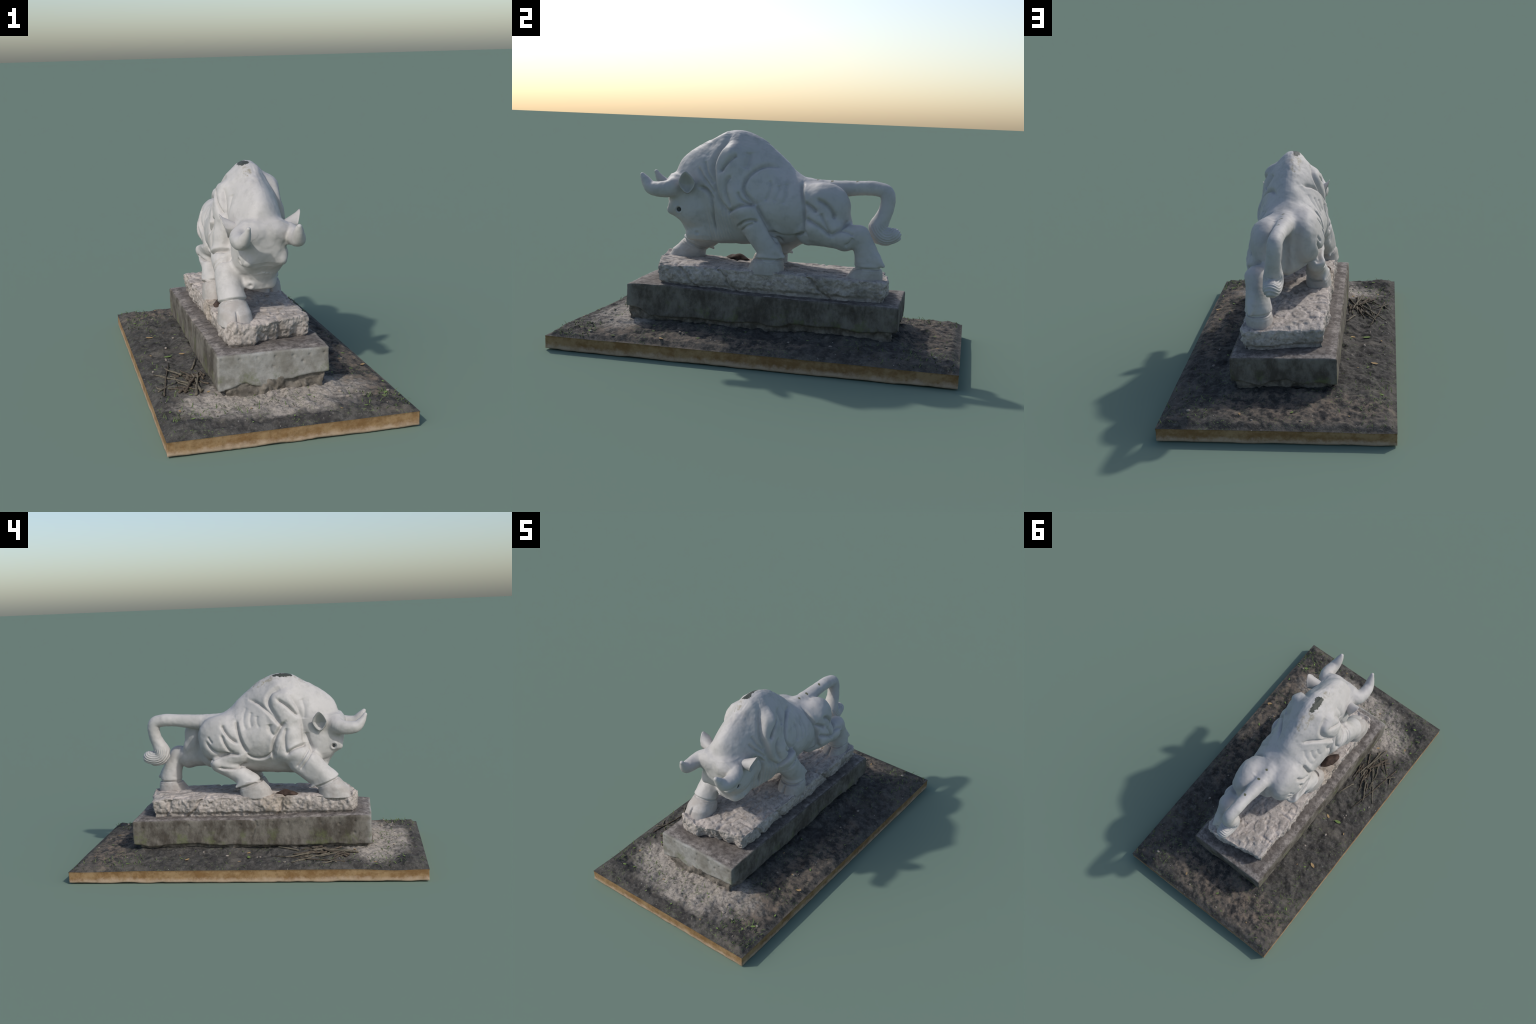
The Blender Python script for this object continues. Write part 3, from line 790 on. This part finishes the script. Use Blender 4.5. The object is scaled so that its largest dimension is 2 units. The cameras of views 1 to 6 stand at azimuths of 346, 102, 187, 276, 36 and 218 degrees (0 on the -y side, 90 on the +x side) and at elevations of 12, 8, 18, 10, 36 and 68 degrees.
def build_rock(parent, mat):
    plan = [(-.206, -.595), (-.175, -.618), (-.075, -.627), (.03, -.596), (.192, -.552), (.204, -.530), (.208, .20), (.203, .605), (.17, .628),
            (.07, .622), (-.17, .589), (-.205, .57), (-.211, .40), (-.211, -.30)]
    def top(X, Y):
        lip = .026 * np.exp(-((X + .19) / .055) ** 2 - ((Y + .610) / .028) ** 2)
        return .415 - .008 * smooth(-.05, .2, Y) + .003 * np.sin(7 * Y + 3 * X) + lip - .018 * smooth(.50, .62, Y) * smooth(.02, -.15, X)
    f = prism_field(plan, .268, .45, .0042, .03, .012, top=top)
    V, Q = f.surface(); V = relax(V, Q, 1)
    N = vertex_normals(V, Q)
    up = np.clip(N[:, 2], 0, 1); flank = 1 - np.abs(N[:, 2])
    x, y, z = V.T
    D = flank * (.010 * fbm(V * 9, 4) + .014 * np.abs(fbm(V * 21, 4, .6)) + .003 * fbm(V * 70, 2) - .008)
    D += up * (.0035 * fbm(V * 11, 3) - .0065 * smooth(.1, .5, fbm(V * np.array([34, 22, 20]), 2)) + .0012 * fbm(V * 60, 2))
    rimd = np.minimum(np.minimum(.2 - np.abs(x), .6 - np.abs(y)), .03)
    D -= up * smooth(.03, .0, rimd) * .005 * (1 + fbm(V * 16, 3))
    # flanks taper in towards the bed
    D -= flank * (smooth(.36, .30, z) * .006 + smooth(.326, .304, z) * .012)
    # the front right face is broken back under an overhang
    D -= flank * smooth(-.075, -.05, x) * smooth(-.5, -.53, y) * .032 * smooth(.405, .315, z) * smooth(.18, .13, x)
    # slanting splits across both flanks and the back: (side, y at top, y at bottom)
    for sx, yt, yb in ((-1, .27, .36), (-1, -.20, -.165), (-1, .46, .50), (1, -.44, -.34), (1, -.235, -.145), (1, .22, .33)):
        line = yb + (yt - yb) * (z - .30) / .11 + .006 * np.sin(z * 70)
        m = smooth(.10, .16, sx * x)
        D -= m * .016 * np.exp(-((y - line) / .008) ** 2) * (.5 + .5 * flank)
    D -= smooth(-.5, -.55, y) * .014 * np.exp(-((x - .055 - .2 * (.36 - z)) / .012) ** 2) * smooth(.02, .05, x)
    V = V + N * D[:, None]
    return mesh_object("rock_base", V, Q, mat, parent)

def edge_table(pairs):
    a = np.array(sorted(pairs), float)
    return lambda t: np.interp(t, a[:, 0], a[:, 1])

def build_plinth(parent, mat, rubble):
    plan = [(-.273, -.697), (.244, -.699), (.247, .693), (-.271, .687)]
    front = edge_table([(-.27, .138), (-.2, .157), (-.15, .174), (-.1, .151), (-.055, .138), (-.02, .170), (.064, .166), (.107, .179), (.159, .181), (.25, .184)])
    back = edge_table([(.24, .164), (.2, .165), (.1, .138), (.06, .156), (-.02, .173), (-.1, .147), (-.18, .159), (-.26, .143)])
    left = edge_table([(.69, .15), (.58, .13), (.478, .144), (.397, .148), (.307, .15), (.177, .136), (.077, .14), (-.27, .133), (-.365, .136), (-.5, .143), (-.58, .132), (-.7, .14)])
    right = edge_table([(-.7, .187), (-.623, .176), (-.58, .144), (-.456, .143), (-.3, .153), (-.153, .142), (-.024, .155), (.075, .14), (.12, .145), (.161, .165), (.315, .16), (.38, .166), (.524, .15), (.6, .161), (.69, .16)])
    def bottom(X, Y):
        wl, wr = 1 / (X + .29), 1 / (.262 - X)
        wf, wb = 1 / (Y + .715), 1 / (.712 - Y)
        w = [np.abs(v) ** 3 for v in (wl, wr, wf, wb)]
        return (w[0] * left(Y) + w[1] * right(Y) + w[2] * front(X) + w[3] * back(X)) / sum(w)
    def top(X, Y):
        base = .284 + .019 * smooth(.1, -.66, Y)
        bed = .010 * smooth(.30, .19, np.abs(X)) * smooth(.72, .60, np.abs(Y))
        return base + bed
    f = prism_field(plan, .12, .33, .005, .03, .005, top=top, bottom=bottom)
    V, Q = f.surface(); V = relax(V, Q, 1, .4)
    N = vertex_normals(V, Q)
    x, y, z = V.T
    up = np.clip(N[:, 2], 0, 1)
    D = .0022 * fbm(V * 7, 3) + .001 * fbm(V * 40, 2)
    D += up * (.004 * fbm(V * np.array([9, 14, 9]), 4))
    D += smooth(.185, .16, z) * .003 * fbm(V * 24, 3)
    # row of cast-in air holes under the top edge
    pits = [(-.275, yy, zz) for yy, zz in ((.628, .244), (.544, .253), (.446, .257), (.356, .257), (.256, .252), (.146, .257), (.052, .259), (-.046, .252), (-.135, .269), (-.221, .267), (-.321, .271), (-.413, .263), (-.514, .258), (-.606, .272), (-.514, .20), (-.60, .205))]
    pits += [(.250, yy, zz) for yy, zz in ((-.603, .271), (-.526, .269), (-.444, .268), (-.347, .266), (-.267, .266), (-.181, .261), (-.107, .264), (.001, .262), (.099, .252), (.196, .249), (.292, .257), (.382, .25), (.475, .251), (.565, .254), (.663, .253), (-.042, .201))]
    pits += [(xx, -.701, zz) for xx, zz in ((-.253, .289), (-.173, .282), (-.091, .284), (-.009, .28), (.076, .276), (.152, .273), (.22, .276), (.12, .245), (-.02, .235))]
    pits += [(xx, .694, .255) for xx in (-.24, -.16, -.08, 0, .08, .15, .21)]
    for i, c in enumerate(pits):
        d2 = ((V - np.array(c)) ** 2).sum(1)
        s = .0050 if i % 3 else .0065
        D -= .009 * np.exp(-d2 / s ** 2)
    # one crack down the middle of the left flank
    line = -.005 + .015 * np.sin(z * 45) + .01 * fbm(V * 30, 2)
    D -= (x < -.24) * .006 * np.exp(-((y + .02 - line) / .006) ** 2) * smooth(.16, .2, z)
    V = V + N * D[:, None]
    pl = mesh_object("plinth", V, Q, mat, parent)
    # rubble footing that shows under the broken lower edge
    g = prism_field([(-.240, -.690), (.220, -.690), (.220, .650), (-.240, .650)], .05, .20, .007, .04, .02)
    V, Q = g.surface(); N = vertex_normals(V, Q)
    D = .018 * fbm(V * 12, 3) + .016 * np.abs(fbm(V * 30, 3)) - .004
    V = V + N * (D * (1 - np.abs(N[:, 2])))[:, None]
    fo = mesh_object("rubble_footing", V, Q, rubble, pl)
    return pl, fo

HX, HY, EDGE = .5535, .9995, .068

def ground_height(x, y):
    x = np.asarray(x, float); y = np.asarray(y, float)
    P = np.stack([x.ravel(), y.ravel(), np.zeros(x.size)], 1)
    ed = np.minimum(HX - np.abs(x), HY - np.abs(y))
    dx = np.maximum(np.abs(x + .013) - .25, 0); dy = np.maximum(np.abs(y) - .69, 0)
    pd = np.hypot(dx, dy)
    h = EDGE + .020 * smooth(0, .045, ed) + .010 * smooth(.05, .14, ed) + .016 * smooth(.10, .0, pd) - .010 * np.exp(-((x + .42) / .12) ** 2 - ((y - .90) / .10) ** 2) - .012 * np.exp(-((x + .36) / .2) ** 2 - ((y + .82) / .10) ** 2)
    h = h + .006 * smooth(.32, .1, np.abs(pd - .08)) * smooth(.75, .6, np.abs(y))
    n = fbm(P * 5, 3).reshape(x.shape); n2 = fbm(P * 22 + 5, 3).reshape(x.shape); n3 = fbm(P * 55, 2).reshape(x.shape)
    fade = smooth(0, .05, ed)
    h = h + fade * (.007 * n + .007 * n2 + .004 * n3)
    # clods along the front bank and the front left corner
    h = h + fade * .012 * np.exp(-((y + .90) / .06) ** 2) * smooth(-.1, .8, fbm(P * 9 + 3, 2).reshape(x.shape))
    h = h + fade * .024 * np.exp(-((x + .45) / .07) ** 2 - ((y + .90) / .05) ** 2)
    return h

def build_ground(parent, soil, earth):
    nx, ny = 190, 340
    xs = np.linspace(-HX, HX, nx); ys = np.linspace(-HY, HY, ny)
    X, Y = np.meshgrid(xs, ys, indexing="ij")
    Z = ground_height(X, Y)
    V = np.stack([X.ravel(), Y.ravel(), Z.ravel()], 1)
    i = np.arange(nx * ny).reshape(nx, ny)
    Q = np.stack([i[:-1, :-1].ravel(), i[1:, :-1].ravel(), i[1:, 1:].ravel(), i[:-1, 1:].ravel()], 1)
    top = mesh_object("soil_surface", V, Q, soil, None)
    # cut sides: rows from the rim down, with a slightly ragged foot
    rim = np.concatenate([i[:, 0], i[-1, 1:], i[::-1, -1][1:], i[0, ::-1][1:-1]])
    R = V[rim]; m = len(R); rows = [R]; K = 8
    out = np.stack([np.where(np.abs(np.abs(R[:, 0]) - HX) < 1e-6, np.sign(R[:, 0]), 0), np.where(np.abs(np.abs(R[:, 1]) - HY) < 1e-6, np.sign(R[:, 1]), 0), 0 * R[:, 0]], 1)
    foot = np.clip(.0035 + .004 * fbm(R * 9, 3), 0, .02)
    for k in range(1, K + 1):
        t = k / K
        W = R.copy(); W[:, 2] = R[:, 2] * (1 - t) + foot * t
        W -= out * (.0008 + .0022 * np.abs(fbm(W * 26 + 3, 3)))[:, None]
        rows.append(W)
    base = rows[-1] * np.array([.96, .98, 0]); base[:, 2] = 0.0
    rows.append(base)
    S = np.concatenate(rows)
    q = []
    for k in range(len(rows) - 1):
        a = k * m + np.arange(m); b = k * m + (np.arange(m) + 1) % m
        q.append(np.stack([a, a + m, b + m, b], 1))
    faces = [tuple(r) for r in np.concatenate(q).tolist()] + [tuple(range(len(rows) * m - m, len(rows) * m))[::-1]]
    side = mesh_object("ground_slab", S, faces, earth, parent)
    top.parent = side
    return side

def tube(name, pts, radii, mat, parent, n=7):
    pts = np.array(pts, float); V = []; Fc = []
    for k, p in enumerate(pts):
        t = pts[min(k + 1, len(pts) - 1)] - pts[max(k - 1, 0)]; t /= np.linalg.norm(t)
        u = np.cross(t, [0, 0, 1]); u /= np.linalg.norm(u) + 1e-9; w = np.cross(u, t)
        for j in range(n):
            a = 2 * math.pi * j / n
            V.append(p + radii[k] * (u * math.cos(a) + w * math.sin(a)))
    for k in range(len(pts) - 1):
        for j in range(n):
            Fc.append((k * n + j, k * n + (j + 1) % n, (k + 1) * n + (j + 1) % n, (k + 1) * n + j))
    Fc.append(tuple(range(n))[::-1]); Fc.append(tuple(range((len(pts) - 1) * n, len(pts) * n)))
    return mesh_object(name, V, Fc, mat, parent)

def build_litter(parent):
    bark = plain("dry_stick", (.085, .068, .05), .4, 60); pale = plain("bleached_stick", (.125, .11, .082), .35, 60)
    def stick(a, b, r, mat, lift=.006):
        k = 9; t = np.linspace(0, 1, k)
        x = a[0] + (b[0] - a[0]) * t; y = a[1] + (b[1] - a[1]) * t
        bow = rng.normal(0, .006, k).cumsum() * .4
        d = np.array([-(b[1] - a[1]), b[0] - a[0]]); d /= np.hypot(*d) + 1e-9
        x = x + d[0] * bow; y = y + d[1] * bow
        gz = ground_height(x, y); z = np.maximum(np.linspace(gz[0], gz[-1], k) + r + lift, gz + r * .5)
        rad = r * (1 - .45 * t) * (1 + rng.normal(0, .08, k))
        tube("stick", np.stack([x, y, z], 1), rad, mat, parent)
    fixed = [((-.331, -.585), (-.335, -.345), .007), ((-.431, -.555), (-.362, -.440), .006), ((-.365, -.446), (-.500, -.251), .005),
             ((-.494, -.545), (-.406, -.134), .0045), ((-.36, -.62), (-.30, -.36), .007), ((-.40, -.57), (-.33, -.42), .008), ((-.515, -.50), (-.415, -.40), .004)]
    for k, (a, b, r) in enumerate(fixed): stick(a, b, r, bark if k % 2 else pale, .0)
    for k in range(26):
        c = np.array([-.355 + rng.normal(0, .045), -.40 + rng.normal(0, .09)]); L = rng.uniform(.05, .15); a = rng.normal(.35, .35) + math.pi / 2
        v = np.array([math.cos(a), math.sin(a)]) * L / 2
        p, q = c - v, c + v
        p[0] = min(p[0], -.285); q[0] = min(q[0], -.285)
        stick(p, q, rng.uniform(.003, .006), pale if rng.random() < .6 else bark, rng.uniform(-.005, .003))
    # fallen leaves
    leafm = [plain("dry_leaf", (.36, .245, .12), .2, 40), plain("green_leaf", (.16, .23, .07), .25, 40)]
    def leaf(x, y, s, mat):
        u = np.linspace(-1, 1, 9); g = []
        for a in u:
            w = .45 * (1 - a * a) ** .8
            for b in (-1, -.5, 0, .5, 1): g.append((a * s, b * w * s, .12 * s * (abs(b) * w) + .10 * s * a * a))
        g = np.array(g); th = rng.uniform(0, 6.28); c, sn = math.cos(th), math.sin(th)
        G = np.stack([g[:, 0] * c - g[:, 1] * sn, g[:, 0] * sn + g[:, 1] * c, g[:, 2]], 1)
        G[:, 0] += x; G[:, 1] += y; G[:, 2] += float(ground_height(np.array([x]), np.array([y]))[0]) + .004
        i = np.arange(45).reshape(9, 5)
        Q = np.stack([i[:-1, :-1].ravel(), i[1:, :-1].ravel(), i[1:, 1:].ravel(), i[:-1, 1:].ravel()], 1)
        o = mesh_object("leaf", G, Q, mat, parent)
        md = o.modifiers.new("t", "SOLIDIFY"); md.thickness = .001
    for (x, y, s, k) in ((-.443, .341, .020, 0), (-.395, -.004, .022, 1), (-.321, .005, .016, 0), (-.30, -.60, .012, 0), (.47, -.80, .018, 1), (.505, -.42, .015, 0)):
        leaf(x, y, s, leafm[k])
    for k in range(60):
        x, y = rng.uniform(-.52, .52), rng.uniform(-.96, .96)
        if abs(x + .013) < .27 and abs(y) < .71: continue
        leaf(x, y, rng.uniform(.005, .011), leafm[1 if rng.random() < .6 else 0])
    # pebbles
    peb = plain("pebble", (.24, .21, .18), .35, 25)
    for k in range(70):
        x, y = rng.uniform(-.5, .5), rng.uniform(-.95, .95)
        if abs(x + .013) < .27 and abs(y) < .71: continue
        if y > -.6 and rng.random() < .4: continue
        r = rng.uniform(.003, .009)
        ball("pebble", (x, y, float(ground_height(np.array([x]), np.array([y]))[0]) + r * .2), (r * rng.uniform(.8, 1.4), r * rng.uniform(.8, 1.3), r * .7), peb, parent, 8)
    # grass blades in small tufts
    grass = plain("grass_blade", (.10, .14, .05), .35, 20)
    V, Fc = [], []
    for k in range(420):
        cl = [(-.47, -.55, .06, .3), (.44, -.86, .07, .06), (-.46, .75, .06, .15), (.42, .78, .08, .12), (-.15, -.80, .2, .06)][k % 5]
        x = np.clip(rng.normal(cl[0], cl[2]), -.53, .53); y = np.clip(rng.normal(cl[1], cl[3]), -.97, .97)
        if abs(x + .013) < .26 and abs(y) < .70: continue
        z = float(ground_height(np.array([x]), np.array([y]))[0]) - .002
        th = rng.uniform(0, 6.28); L = rng.uniform(.012, .035); w = .0022
        dx, dy = math.cos(th), math.sin(th); b = len(V)
        for t in (0, .5, 1):
            ww = w * (1 - t * .85); o = t * L * .9
            zz = z + L * .55 * math.sin(t * 2.2)
            V += [(x + dx * o - dy * ww, y + dy * o + dx * ww, zz), (x + dx * o + dy * ww, y + dy * o - dx * ww, zz)]
        Fc += [(b, b + 1, b + 3, b + 2), (b + 2, b + 3, b + 5, b + 4)]
    g = mesh_object("grass", np.array(V), Fc, grass, parent); g["kind"] = "stuff"

def build_dead_leaf(parent):
    """curled brown leaf lying on the rock between the hooves"""
    mat = plain("brown_curled_leaf", (.055, .036, .028), .4, 40, .8)
    n, mrows = 17, 9
    V = []
    for i in range(n):
        u = i / (n - 1) * 2 - 1
        w = .034 * (1 - u * u) ** .6
        for j in range(mrows):
            v = j / (mrows - 1) * 2 - 1
            x = -.155 + .02 * u + v * w; y = -.215 + u * .070
            z = .412 + .026 * math.cos(u * 1.5) * math.cos(v * 1.5) + .004 * math.sin(6 * u + 3 * v) * (1 - u * u)
            V.append((x, y, z))
    i = np.arange(n * mrows).reshape(n, mrows)
    Q = np.stack([i[:-1, :-1].ravel(), i[:-1, 1:].ravel(), i[1:, 1:].ravel(), i[1:, :-1].ravel()], 1)
    o = mesh_object("leaf", V, Q, mat, parent)
    md = o.modifiers.new("thickness", "SOLIDIFY"); md.thickness = .004

def build():
    root = bpy.data.objects.new("bull_statue", None)
    bpy.context.scene.collection.objects.link(root)
    root["label"] = "white stone charging bull statue on concrete plinth"
    root["category"] = "statue"
    marble = marble_material()
    hoofm = marble_material("stained_marble_hoof", (0.45, 0.43, 0.412), hoof=True)
    dark = plain("dark_pupil_plug", (.06, .062, .06), .2, 30)
    build_bull(root, marble, hoofm, dark)
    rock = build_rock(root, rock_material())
    build_dead_leaf(rock)
    build_plinth(root, concrete_material(), plain("rubble", (.155, .138, .115), .5, 22))
    slab = build_ground(root, soil_material(), earth_material())
    build_litter(slab)

build()
